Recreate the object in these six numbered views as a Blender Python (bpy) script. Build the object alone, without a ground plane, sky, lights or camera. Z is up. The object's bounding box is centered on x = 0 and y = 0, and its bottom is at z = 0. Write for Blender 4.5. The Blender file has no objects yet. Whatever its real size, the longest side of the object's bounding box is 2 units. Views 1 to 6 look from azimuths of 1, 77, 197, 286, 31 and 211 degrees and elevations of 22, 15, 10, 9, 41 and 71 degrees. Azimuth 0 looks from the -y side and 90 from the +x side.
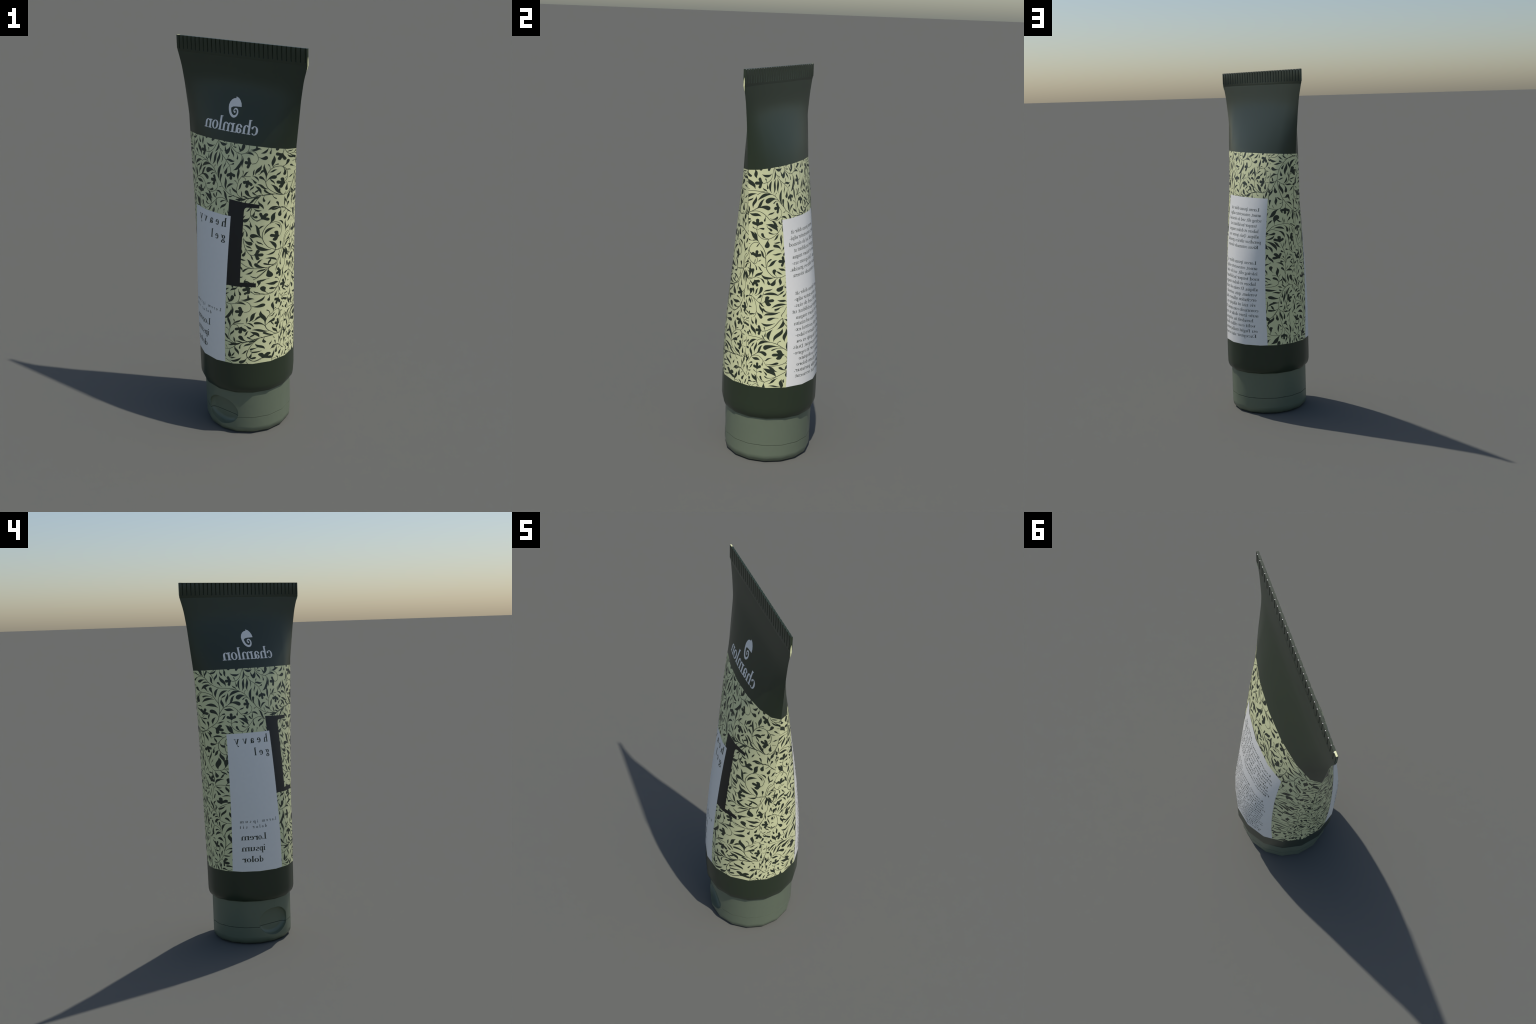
"""Squeeze tube of hair gel standing on its flip-top cap.

The tube is a low-facet loft: sixteen columns run from a round foot up to a
flat crimped seal.  Everything printed on it (scrolling vine pattern, paper
white label panels, black letter bar, lettering, emblem) is laid out flat in
(across, height) coordinates and wrapped onto the loft as thin ink shapes.
All sizes in metres unless a table says millimetres.
"""
import bpy, bmesh, math
from mathutils import Vector

# ------------------------------------------------------------------ frame
TURN = math.radians(-37.86)                 # direction of the seal line
ACROSS = Vector((math.cos(TURN), math.sin(TURN), 0.0))     # along the seal
BACKWARD = Vector((-math.sin(TURN), math.cos(TURN), 0.0))  # towards the back
COLUMNS = 16
FRONT, BACK = "front", "back"

# tube profile: height, half width along the seal, half depth
PROFILE = [
    (0.2475, 0.2230, 0.2230), (0.2500, 0.2315, 0.2315), (0.2600, 0.2395, 0.2395),
    (0.2740, 0.2450, 0.2450), (0.2900, 0.2478, 0.2478), (0.3200, 0.2485, 0.2482),
    (0.4260, 0.2500, 0.2470), (0.6000, 0.2570, 0.2405), (0.8000, 0.2680, 0.2210),
    (1.0000, 0.2800, 0.1940), (1.2000, 0.2967, 0.1605), (1.4000, 0.3157, 0.1239),
    (1.5350, 0.3304, 0.0925), (1.6000, 0.3385, 0.0745), (1.6500, 0.3450, 0.0585),
    (1.7000, 0.3515, 0.0425), (1.7600, 0.3590, 0.0245), (1.8050, 0.3665, 0.0138),
    (1.8500, 0.3750, 0.0090), (1.9217, 0.3965, 0.0052),
]
BAND_TOP, BAND_FOOT, TUBE_TOP, TUBE_FOOT = 1.535, 0.426, 1.9217, 0.2475
SEAL_HALF = 0.3965
PATTERN_REPEAT = 0.741                      # vertical repeat of the vine print


def slopes(xs, ys):
    """Monotone cubic slopes so that the profile never overshoots."""
    n = len(xs)
    d = [(ys[i + 1] - ys[i]) / (xs[i + 1] - xs[i]) for i in range(n - 1)]
    m = [d[0]] + [0.0] * (n - 2) + [d[-1]]
    for i in range(1, n - 1):
        if d[i - 1] * d[i] > 0:
            m[i] = 2 * d[i - 1] * d[i] / (d[i - 1] + d[i])
    return m


PZ = [p[0] for p in PROFILE]
PW = [p[1] for p in PROFILE]
PD = [p[2] for p in PROFILE]
MW, MD = slopes(PZ, PW), slopes(PZ, PD)


def hermite(z, ys, ms):
    z = min(max(z, PZ[0]), PZ[-1])
    i = 0
    while i < len(PZ) - 2 and z > PZ[i + 1]:
        i += 1
    h = PZ[i + 1] - PZ[i]
    t = (z - PZ[i]) / h
    return ((2 * t**3 - 3 * t**2 + 1) * ys[i] + (t**3 - 2 * t**2 + t) * h * ms[i]
            + (-2 * t**3 + 3 * t**2) * ys[i + 1] + (t**3 - t**2) * h * ms[i + 1])


# ring heights: every profile height plus in-between rings where it bends
RINGS = []
for low, high in zip(PZ, PZ[1:]):
    parts = max(1, math.ceil((high - low) / 0.026))
    RINGS += [low + (high - low) * i / parts for i in range(parts)]
RINGS.append(PZ[-1])
RW = [hermite(z, PW, MW) for z in RINGS]
RD = [hermite(z, PD, MD) for z in RINGS]


def ring_index(z):
    j = 0
    while j < len(RINGS) - 2 and z > RINGS[j + 1]:
        j += 1
    return j


def lattice(k, j):
    a = (k % COLUMNS) * 2 * math.pi / COLUMNS
    return (ACROSS * (RW[j] * math.cos(a)) + BACKWARD * (RD[j] * math.sin(a))
            + Vector((0, 0, RINGS[j])))


GRID = [[lattice(k, j) for j in range(len(RINGS))] for k in range(COLUMNS)]


def facet_normal(k, j):
    k %= COLUMNS
    a, b = GRID[k][j], GRID[(k + 1) % COLUMNS][j]
    c, d = GRID[(k + 1) % COLUMNS][j + 1], GRID[k][j + 1]
    return (c - a).cross(d - b).normalized()


WALL_SPLIT = 6                               # strips per facet, all in its plane


def corner_normals():
    """Vertex normals of the loft; the two side columns are creased high up."""
    table = {}
    last = len(RINGS) - 2
    for k in range(COLUMNS):
        for j in range(len(RINGS)):
            rows = [r for r in (j - 1, j) if 0 <= r <= last]
            lo = sum((facet_normal(k - 1, r) for r in rows), Vector())
            hi = sum((facet_normal(k, r) for r in rows), Vector())
            both = (lo + hi).normalized()
            if k in (0, 8):
                f = min(max((RINGS[j] - 1.0) / 0.3, 0.0), 1.0)
                lo = both.lerp(lo.normalized(), f).normalized()
                hi = both.lerp(hi.normalized(), f).normalized()
                table[k, j] = (lo, hi)
            else:
                table[k, j] = (both, both)
    return table


NORMALS = corner_normals()


def loft(s, z):
    """Point and shading normal at column coordinate s and height z."""
    j = ring_index(z)
    t = (z - RINGS[j]) / (RINGS[j + 1] - RINGS[j])
    k = int(math.floor(s + 1e-9))
    f = min(max(s - k, 0.0), 1.0)
    k0, k1 = k % COLUMNS, (k + 1) % COLUMNS
    p = (GRID[k0][j] * (1 - f) + GRID[k1][j] * f) * (1 - t) + \
        (GRID[k0][j + 1] * (1 - f) + GRID[k1][j + 1] * f) * t
    n = (NORMALS[k0, j][1] * (1 - f) + NORMALS[k1, j][0] * f) * (1 - t) + \
        (NORMALS[k0, j + 1][1] * (1 - f) + NORMALS[k1, j + 1][0] * f) * t
    return p, n.normalized()


# ------------------------------------------------------- scene and helpers
scene_root = bpy.data.objects.new("cosmetic_tube", None)
bpy.context.scene.collection.objects.link(scene_root)
scene_root["label"] = "tall dark green gel tube with leafy cream wrap"
scene_root["category"] = "cosmetic tube"


def add_object(name, mesh, material, parent=None, stuff=False):
    obj = bpy.data.objects.new(name, mesh)
    bpy.context.scene.collection.objects.link(obj)
    obj.parent = parent or scene_root
    if material:
        mesh.materials.append(material)
    if stuff:
        obj["kind"] = "stuff"
    return obj


def plastic(name, colour, rough, speckle=0.06, scale=60.0, coat=0.0):
    """Moulded or printed plastic: base colour with a faint mottling."""
    mat = bpy.data.materials.new(name)
    mat.use_nodes = True
    nt = mat.node_tree
    nt.nodes.clear()
    out = nt.nodes.new("ShaderNodeOutputMaterial")
    bsdf = nt.nodes.new("ShaderNodeBsdfPrincipled")
    coord = nt.nodes.new("ShaderNodeTexCoord")
    noise = nt.nodes.new("ShaderNodeTexNoise")
    noise.inputs["Scale"].default_value = scale
    noise.inputs["Detail"].default_value = 3.0
    ramp = nt.nodes.new("ShaderNodeValToRGB")
    lo = [c * (1 - speckle) for c in colour]
    hi = [min(1.0, c * (1 + speckle)) for c in colour]
    ramp.color_ramp.elements[0].position = 0.3
    ramp.color_ramp.elements[0].color = (*lo, 1)
    ramp.color_ramp.elements[1].position = 0.7
    ramp.color_ramp.elements[1].color = (*hi, 1)
    nt.links.new(coord.outputs["Object"], noise.inputs["Vector"])
    nt.links.new(noise.outputs["Fac"], ramp.inputs["Fac"])
    nt.links.new(ramp.outputs["Color"], bsdf.inputs["Base Color"])
    bsdf.inputs["Roughness"].default_value = rough
    bsdf.inputs["Coat Weight"].default_value = coat
    nt.links.new(bsdf.outputs["BSDF"], out.inputs["Surface"])
    return mat


DARK_GREEN = plastic("dark_green_laminate", (0.028, 0.041, 0.022), 0.33, 0.02)
CREAM = plastic("cream_print", (0.815, 0.82, 0.465), 0.42, 0.01)
INK_GREEN = plastic("dark_green_ink", (0.028, 0.038, 0.023), 0.42, 0.02)
WHITE = plastic("white_print", (0.96, 0.93, 0.88), 0.42, 0.01)
BLACK = plastic("black_ink", (0.009, 0.009, 0.009), 0.45, 0.02)
SAGE = plastic("sage_plastic", (0.155, 0.187, 0.128), 0.36, 0.015)
PALE_EDGE = plastic("bare_cream_edge", (0.815, 0.82, 0.465), 0.5, 0.01)


def finish(mesh, normals=None):
    mesh.validate(clean_customdata=False)
    for p in mesh.polygons:
        p.use_smooth = True
    if normals:
        mesh.normals_split_custom_set_from_vertices(normals)


def loft_zone(name, z0, z1, close_foot=False):
    """One height zone of the tube wall, sharing the whole loft's normals."""
    rows = [j for j, z in enumerate(RINGS) if z0 - 1e-6 <= z <= z1 + 1e-6]
    around = COLUMNS * WALL_SPLIT
    verts, faces, loops = [], [], []
    for j in rows:
        verts += [loft(i / WALL_SPLIT, RINGS[j])[0] for i in range(around)]
    for r in range(len(rows) - 1):
        low, high = RINGS[rows[r]], RINGS[rows[r + 1]]
        for i in range(around):
            i1 = (i + 1) % around
            faces.append((r * around + i, r * around + i1,
                          (r + 1) * around + i1, (r + 1) * around + i))
            left, right = i / WALL_SPLIT, (i + 1 - 1e-5) / WALL_SPLIT
            loops += [loft(left, low)[1], loft(right, low)[1], loft(right, high)[1], loft(left, high)[1]]
    if close_foot:
        faces.append(tuple(reversed(range(around))))
        loops += [Vector((0, 0, -1))] * around
    mesh = bpy.data.meshes.new(name)
    mesh.from_pydata(verts, [], faces)
    for p in mesh.polygons:
        p.use_smooth = True
    mesh.normals_split_custom_set(loops)
    return mesh


shoulder = add_object("tube_shoulder", loft_zone("tube_shoulder", BAND_TOP, TUBE_TOP), DARK_GREEN)
sleeve = add_object("tube_sleeve", loft_zone("tube_sleeve", BAND_FOOT, BAND_TOP), CREAM)
foot_band = add_object("tube_foot_band", loft_zone("tube_foot_band", TUBE_FOOT, BAND_FOOT, True), DARK_GREEN)

# --------------------------------------------------------------- crimp seal
RIB_PITCH, RIB_COUNT = 0.0264, 30
FIRST_GROOVE = -SEAL_HALF + 0.0172


def smoothstep(t):
    t = min(max(t, 0.0), 1.0)
    return t * t * (3 - 2 * t)


def rib_bulge(x):
    """0 in a groove, 1 on the crown of a rib: narrow slots, rounded ribs."""
    t = (x - FIRST_GROOVE) / RIB_PITCH
    t = abs(t - round(t))                      # 0 groove centre, 0.5 rib crown
    if t < 0.075:
        return 0.0
    return 0.80 * smoothstep((t - 0.075) / 0.06) + 0.20 * math.sin(math.pi * t)


def build_seal():
    xs = [-SEAL_HALF]
    for i in range(-1, RIB_COUNT + 1):
        for f in (0.0, 0.074, 0.10, 0.136, 0.25, 0.5, 0.75, 0.864, 0.90, 0.926):
            x = FIRST_GROOVE + (i + f) * RIB_PITCH
            if xs[-1] + 0.0005 < x < SEAL_HALF - 0.0005:
                xs.append(x)
    xs.append(SEAL_HALF)
    rows = [(1.9190, 0.0), (1.9217, 0.0), (1.9335, 0.0), (1.9365, 1.0), (1.9972, 1.0), (2.0, 0.6)]
    verts, faces = [], []
    n = len(xs)
    for z, rib in rows:
        for side in (-1, 1):
            for x in xs:
                inset = 0.002 if z < 1.92 else 0.0
                bow = math.sqrt(max(1 - (x / SEAL_HALF) ** 2, 0.0))
                flat = 0.0006 + 0.0044 * bow - (0.0006 if z < 1.92 else 0.0)
                if z > 1.93:
                    flat = 0.0030 + 0.0018 * bow
                ridged = 0.0007 + 0.0044 * rib_bulge(x)
                y = flat + (ridged - flat) * rib
                verts.append(ACROSS * (x * (SEAL_HALF - inset) / SEAL_HALF)
                             + BACKWARD * (side * y) + Vector((0, 0, z)))
    for r in range(len(rows) - 1):
        lo, hi = r * 2 * n, (r + 1) * 2 * n
        for i in range(n - 1):
            faces.append((lo + i, lo + i + 1, hi + i + 1, hi + i))
            faces.append((lo + n + i + 1, lo + n + i, hi + n + i, hi + n + i + 1))
        faces.append((lo + n, lo, hi, hi + n))
        faces.append((lo + n - 1, lo + 2 * n - 1, hi + 2 * n - 1, hi + n - 1))
    top = (len(rows) - 1) * 2 * n
    for i in range(n - 1):
        faces.append((top + i, top + i + 1, top + n + i + 1, top + n + i))
    mesh = bpy.data.meshes.new("crimp_seal")
    mesh.from_pydata(verts, [], faces)
    mesh.validate()
    for p in mesh.polygons:
        p.use_smooth = True
    mesh.set_sharp_from_angle(angle=math.radians(38))
    return mesh


seal = add_object("crimp_seal", build_seal(), DARK_GREEN)


def patch(name, points, faces, material, parent):
    mesh = bpy.data.meshes.new(name)
    mesh.from_pydata([ACROSS * x + BACKWARD * y + Vector((0, 0, z)) for x, y, z in points], [], faces)
    return add_object(name, mesh, material, parent)


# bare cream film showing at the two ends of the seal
lens = [(1.962, 0.0005), (1.946, 0.0028), (1.924, 0.0034), (1.911, 0.0022), (1.899, 0.0004)]
edge_points = []
for z, half in lens:
    x = (SEAL_HALF if z > 1.9217 else hermite(z, PW, MW)) + 0.0012
    edge_points += [(x, -half, z), (x, half, z)]
patch("bare_film_edge", edge_points, [(2 * i, 2 * i + 1, 2 * i + 3, 2 * i + 2) for i in range(4)], PALE_EDGE, seal)
patch("bare_film_edge", [(-0.3968, -0.0034, 2.0006), (-0.377, -0.0034, 2.0006),
                         (-0.377, 0.0034, 2.0006), (-0.3968, 0.0034, 2.0006)], [(0, 1, 2, 3)], PALE_EDGE, seal)
patch("bare_film_edge", [(-0.3972, -0.0022, 1.938), (-0.3972, 0.0022, 1.938),
                         (-0.3972, 0.0022, 1.9995), (-0.3972, -0.0022, 1.9995)], [(0, 1, 2, 3)], SAGE, seal)
# pale dashes at the groove tops, along the back of the rim
dash_points, dash_faces = [], []
for i in range(RIB_COUNT):
    x = FIRST_GROOVE + i * RIB_PITCH
    b = len(dash_points)
    dash_points += [(x - 0.0017, 0.0046, 1.9965), (x + 0.0017, 0.0046, 1.9965),
                    (x + 0.0015, 0.0026, 1.9982), (x - 0.0015, 0.0026, 1.9982)]
    dash_faces.append((b, b + 1, b + 2, b + 3))
dashes = patch("groove_top_dash", dash_points, dash_faces, WHITE, seal)
dashes["kind"] = "stuff"

# --------------------------------------------------------------- flip cap
CAP_RADIUS, CAP_SEAM = 0.2265, 0.0975
LID_PROFILE = [(0.0, 0.200), (0.0015, 0.2085), (0.006, 0.2150), (0.014, 0.2205),
               (0.026, 0.2245), (0.042, CAP_RADIUS), (CAP_SEAM - 0.0013, CAP_RADIUS)]
COLLAR_PROFILE = [(CAP_SEAM + 0.0013, CAP_RADIUS), (0.18, CAP_RADIUS), (0.2620, CAP_RADIUS)]


def turned(name, profile):
    verts, faces = [], []
    for z, r in profile:
        for k in range(COLUMNS):
            a = TURN + k * 2 * math.pi / COLUMNS
            verts.append((r * math.cos(a), r * math.sin(a), z))
    for j in range(len(profile) - 1):
        for k in range(COLUMNS):
            k1 = (k + 1) % COLUMNS
            faces.append((j * COLUMNS + k, j * COLUMNS + k1, (j + 1) * COLUMNS + k1, (j + 1) * COLUMNS + k))
    faces.append(tuple(reversed(range(COLUMNS))))
    top = (len(profile) - 1) * COLUMNS
    faces.append(tuple(top + k for k in range(COLUMNS)))
    mesh = bpy.data.meshes.new(name)
    mesh.from_pydata(verts, [], faces)
    return mesh


DISH_HALF_WIDTH, DISH_HALF_HEIGHT, DISH_CENTRE = 0.0965, 0.0785, 0.1215


DISH_FLOOR = 0.1855                          # flat floor, measured from the axis


def dish_face(x, z):
    """Distance from the axis of the thumb rest: flat floor, rounded rim."""
    rho = math.hypot(x / DISH_HALF_WIDTH, (z - DISH_CENTRE) / DISH_HALF_HEIGHT)
    t = min(max((rho - 0.70) / 0.30, 0.0), 1.0)
    return DISH_FLOOR + 0.022 * (1 - math.sqrt(1 - t * t))


def dish_cutter():
    rings, spokes = 24, 72
    verts, faces = [], []
    def place(x, y, z):
        return ACROSS * x + BACKWARD * y + Vector((0, 0, z))
    verts.append(place(0, -DISH_FLOOR, DISH_CENTRE))
    for i in range(1, rings + 1):
        rho = (i / rings) ** 0.6
        for k in range(spokes):
            a = 2 * math.pi * k / spokes
            x = rho * DISH_HALF_WIDTH * math.cos(a)
            z = DISH_CENTRE + rho * DISH_HALF_HEIGHT * math.sin(a)
            verts.append(place(x, -dish_face(x, z), z))
    outer = len(verts)
    for k in range(spokes):
        a = 2 * math.pi * k / spokes
        verts.append(place(DISH_HALF_WIDTH * math.cos(a), -0.30,
                           DISH_CENTRE + DISH_HALF_HEIGHT * math.sin(a)))
    for k in range(spokes):
        k1 = (k + 1) % spokes
        faces.append((0, 1 + k, 1 + k1))
        for i in range(rings - 1):
            a, b = 1 + i * spokes, 1 + (i + 1) * spokes
            faces.append((a + k, b + k, b + k1, a + k1))
        rim = 1 + (rings - 1) * spokes
        faces.append((rim + k, outer + k, outer + k1, rim + k1))
    faces.append(tuple(outer + k for k in range(spokes)))
    mesh = bpy.data.meshes.new("thumb_dish_cutter")
    mesh.from_pydata(verts, [], faces)
    bm = bmesh.new()
    bm.from_mesh(mesh)
    bmesh.ops.recalc_face_normals(bm, faces=bm.faces)
    bm.to_mesh(mesh)
    bm.free()
    return mesh


cutter = bpy.data.objects.new("thumb_dish_cutter", dish_cutter())
bpy.context.scene.collection.objects.link(cutter)


def cap_piece(name, profile):
    obj = add_object(name, turned(name, profile), SAGE)
    mod = obj.modifiers.new("thumb_dish", "BOOLEAN")
    mod.operation = "DIFFERENCE"
    mod.solver = "EXACT"
    mod.object = cutter
    graph = bpy.context.evaluated_depsgraph_get()
    mesh = bpy.data.meshes.new_from_object(obj.evaluated_get(graph))
    obj.modifiers.clear()
    old = obj.data
    obj.data = mesh
    bpy.data.meshes.remove(old)
    mesh.name = name
    # outside wall shades round, the dish shades smooth, other faces flat
    heights = [p[0] for p in profile]
    radii = [p[1] for p in profile]
    dish_sum = {}
    kinds = []
    for p in mesh.polygons:
        c, n = p.center, p.normal
        on_wall = False
        for k in range(COLUMNS):
            a = TURN + (k + 0.5) * 2 * math.pi / COLUMNS
            facet = Vector((math.cos(a), math.sin(a), 0))
            if n.dot(facet) > 0.98 and abs(c.dot(facet) - CAP_RADIUS * math.cos(math.pi / COLUMNS)) < 0.0015:
                on_wall = True
        in_dish = c.dot(BACKWARD) < 0 and abs(c.dot(ACROSS)) < DISH_HALF_WIDTH
        if not on_wall and in_dish and abs(n.z) < 0.9999 and c.z > 0.0425:
            kinds.append("dish")
            for v in p.vertices:
                dish_sum[v] = dish_sum.get(v, Vector()) + n * p.area
        elif abs(n.z) > 0.999:
            kinds.append("flat")
        else:
            kinds.append("wall")
    loops = []
    for p, kind in zip(mesh.polygons, kinds):
        for v in p.vertices:
            co = mesh.vertices[v].co
            if kind == "flat":
                loops.append(p.normal.copy())
            elif kind == "dish":
                m = dish_sum[v].normalized()
                loops.append(m if m.dot(p.normal) > 0.80 else p.normal.copy())
            else:
                radial = Vector((co.x, co.y, 0)).normalized()
                lift = 0.0
                if co.z < 0.042:
                    lift = -math.sin(math.radians(62) * (1 - co.z / 0.042) ** 1.3)
                loops.append((radial * math.sqrt(1 - lift * lift) + Vector((0, 0, lift))).normalized())
    for p in mesh.polygons:
        p.use_smooth = True
    mesh.normals_split_custom_set(loops)
    if not mesh.materials:
        mesh.materials.append(SAGE)
    return obj


collar = cap_piece("cap_collar", COLLAR_PROFILE)
lid = cap_piece("cap_lid", LID_PROFILE)
bpy.data.objects.remove(cutter, do_unlink=True)

# ------------------------------------------------ vine artwork, millimetres
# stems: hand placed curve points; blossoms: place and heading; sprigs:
# shape, base point, tip point, fullness 1-4, bend
VINE_STEMS = {
    "crown": [
        [(-335, 1526), (-317, 1514), (-288, 1495), (-274, 1473), (-258, 1457), (-242, 1447), (-223, 1438), (-176, 1434), (-137, 1426), (-107, 1413), (-84, 1400), (-64, 1378), (-45, 1358), (-28, 1340), (-16, 1323), (2, 1311), (25, 1296), (50, 1288), (109, 1282)],
        [(-295, 1214), (-268, 1232), (-248, 1250), (-237, 1272), (-232, 1298), (-230, 1317), (-232, 1351), (-245, 1376), (-258, 1398), (-278, 1411), (-306, 1419), (-326, 1409), (-338, 1381)],
        [(-232, 1298), (-213, 1328), (-190, 1336), (-166, 1335), (-145, 1322), (-130, 1306), (-115, 1288), (-93, 1283), (-64, 1292), (-48, 1312), (-50, 1327), (-58, 1338)],
        [(-213, 1328), (-181, 1346), (-170, 1357)],
        [(-232, 1351), (-233, 1370), (-230, 1384)],
        [(-137, 1426), (-162, 1424), (-176, 1415)],
        [(31, 1252), (-5, 1269), (-40, 1261), (-60, 1243), (-77, 1227), (-99, 1207), (-121, 1197), (-149, 1201), (-171, 1220), (-176, 1239), (-175, 1261)],
        [(-68, 1535), (-62, 1507), (-39, 1474), (-9, 1451), (18, 1427), (28, 1399)],
        [(-68, 1535), (-79, 1520), (-96, 1490), (-116, 1474), (-125, 1471), (-148, 1467)],
        [(10, 1536), (17, 1517), (48, 1495), (82, 1490), (115, 1507), (121, 1536)],
        [(115, 1507), (140, 1511), (164, 1499), (173, 1476), (163, 1457), (143, 1451)],
        [(79, 1490), (84, 1477), (82, 1464)],
        [(95, 1387), (81, 1368), (74, 1344), (72, 1317), (79, 1297), (109, 1282)],
        [(94, 1385), (113, 1381), (121, 1368)],
        [(95, 1387), (142, 1391)],
        [(-306, 1295), (-316, 1282), (-330, 1282), (-339, 1298)],
        [(-330, 1282), (-317, 1253)],
        [(-268, 1230), (-251, 1226)],
        [(-295, 1214), (-324, 1206), (-341, 1210)],
        [(-288, 1495), (-291, 1517), (-292, 1536)],
    ],
    "right_crown": [
        [(115, 1281), (164, 1292), (200, 1307), (248, 1317), (292, 1313), (313, 1321), (327, 1346), (334, 1375), (337, 1403), (337, 1428)],
        [(292, 1313), (263, 1320), (234, 1339), (222, 1359), (219, 1384), (224, 1411), (233, 1429), (248, 1444), (269, 1452), (287, 1452), (301, 1440), (307, 1420), (306, 1391), (296, 1376)],
        [(286, 1515), (290, 1526), (290, 1537)],
        [(294, 1536), (304, 1521), (314, 1513), (329, 1518), (334, 1530)],
        [(200, 1307), (179, 1283)],
    ],
    "right_middle": [
        [(159, 1241), (153, 1218), (159, 1199), (175, 1185), (187, 1180), (204, 1189)],
        [(260, 1035), (235, 1048), (219, 1073), (212, 1099), (213, 1125), (224, 1152), (238, 1169), (258, 1178), (276, 1170), (290, 1144), (286, 1118), (277, 1104)],
        [(260, 1035), (289, 1034), (306, 1043), (312, 1075), (318, 1098), (336, 1118), (343, 1147)],
        [(125, 1087), (136, 1045), (149, 1023), (164, 1009), (180, 1010)],
        [(121, 967), (147, 949), (180, 941), (216, 944), (237, 948), (268, 966), (288, 1005), (306, 1043)],
        [(237, 947), (216, 917), (198, 896), (179, 883)],
        [(278, 1253), (308, 1240), (324, 1225), (341, 1217)],
        [(296, 916), (320, 946), (319, 1014)],
    ],
    "right_foot": [
        [(168, 825), (183, 811), (198, 805), (224, 804), (238, 810), (257, 818), (284, 843), (295, 864)],
        [(52, 1291), (82, 1282), (116, 1282), (160, 1294), (196, 1306), (251, 1315)],
        [(51, 1244), (82, 1251), (107, 1271), (114, 1282)],
        [(186, 1294), (169, 1264), (155, 1233), (153, 1212), (164, 1191), (184, 1182), (203, 1193)],
        [(52, 1188), (89, 1169)],
    ],
    "left_middle": [
        [(-167, 1185), (-162, 1176), (-144, 1153), (-134, 1125), (-132, 1098), (-129, 1058), (-123, 1037), (-111, 1018), (-96, 1004), (-74, 1002), (-49, 1009)],
        [(-163, 1176), (-180, 1182), (-199, 1174), (-213, 1155), (-217, 1139), (-218, 1116), (-215, 1094), (-198, 1077), (-181, 1076), (-174, 1090), (-175, 1104)],
        [(236, 1240), (293, 1251), (315, 1235), (336, 1219)],
        [(300, 1042), (307, 1087), (316, 1111), (329, 1123)],
        [(300, 1042), (254, 1032)],
    ],
    "left_foot": [
        [(-223, 910), (-207, 907), (-186, 891), (-170, 878), (-152, 873), (-134, 877)],
        [(-197, 899), (-184, 868), (-181, 836), (-184, 814), (-197, 797)],
        [(-50, 850), (-71, 812), (-71, 802)],
        [(-221, 992), (-206, 997), (-181, 1006), (-161, 1001)],
        [(-155, 875), (-145, 910), (-137, 929)],
        [(282, 1000), (265, 974), (238, 946), (196, 898)],
        [(314, 930), (302, 879), (285, 847), (283, 802)],
        [(285, 845), (245, 810), (227, 803), (194, 816)],
    ],
    "far_crown": [
        [(379, 1391), (382, 1421), (391, 1454), (411, 1484), (431, 1506), (450, 1521), (466, 1526)],
        [(379, 1391), (363, 1358), (350, 1333), (326, 1319)],
        [(381, 1388), (386, 1348), (398, 1308), (409, 1283), (431, 1254), (464, 1219), (472, 1210), (472, 1222)],
        [(383, 1383), (402, 1369), (421, 1366), (435, 1381), (444, 1413), (449, 1453)],
        [(468, 1356), (467, 1321), (472, 1285), (470, 1282)],
        [(335, 1239), (347, 1226), (370, 1223), (391, 1225), (404, 1240), (408, 1265), (409, 1283)],
        [(425, 1231), (425, 1254)],
        [(454, 1428), (448, 1420)],
    ],
    "far_middle": [
        [(330, 1082), (342, 1100), (361, 1123), (381, 1133), (406, 1139), (444, 1137), (474, 1116), (477, 1088)],
        [(332, 1087), (355, 1106), (381, 1100)],
        [(432, 847), (428, 884), (431, 913), (427, 953), (421, 979), (405, 1006), (395, 1028)],
        [(431, 910), (418, 930), (396, 942)],
        [(479, 968), (468, 976), (455, 990), (454, 1013), (447, 1037), (458, 1055)],
        [(479, 968), (480, 954), (443, 941), (434, 913)],
        [(429, 853), (430, 821), (447, 793), (464, 781), (483, 780), (480, 766)],
        [(464, 1522), (430, 1509), (417, 1500)],
        [(357, 841), (374, 837), (383, 825), (382, 799), (371, 781), (353, 773), (330, 773)],
        [(339, 951), (332, 930)],
    ],
    "edge_middle": [
        [(-210, 1176), (-225, 1166), (-240, 1147), (-245, 1127), (-242, 1105), (-234, 1088), (-222, 1078), (-209, 1075)],
        [(-339, 1110), (-324, 1078), (-309, 1039), (-292, 1008), (-273, 992), (-244, 991), (-225, 996), (-209, 1003)],
        [(-276, 904), (-257, 909), (-238, 910), (-222, 907), (-207, 905)],
        [(-276, 904), (-293, 883), (-303, 852), (-309, 824)],
        [(-324, 1204), (-324, 1162), (-326, 1108)],
        [(-342, 1206), (-324, 1204), (-295, 1210)],
    ],
    "right_hanging": [
        [(209, 1305), (204, 1314)],
        [(294, 1314), (305, 1326)],
    ],
    "edge_foot": [
        [(-261, 776), (-234, 798), (-207, 813)],
        [(-246, 1487), (-261, 1517), (-303, 1545)],
    ],
}
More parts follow.
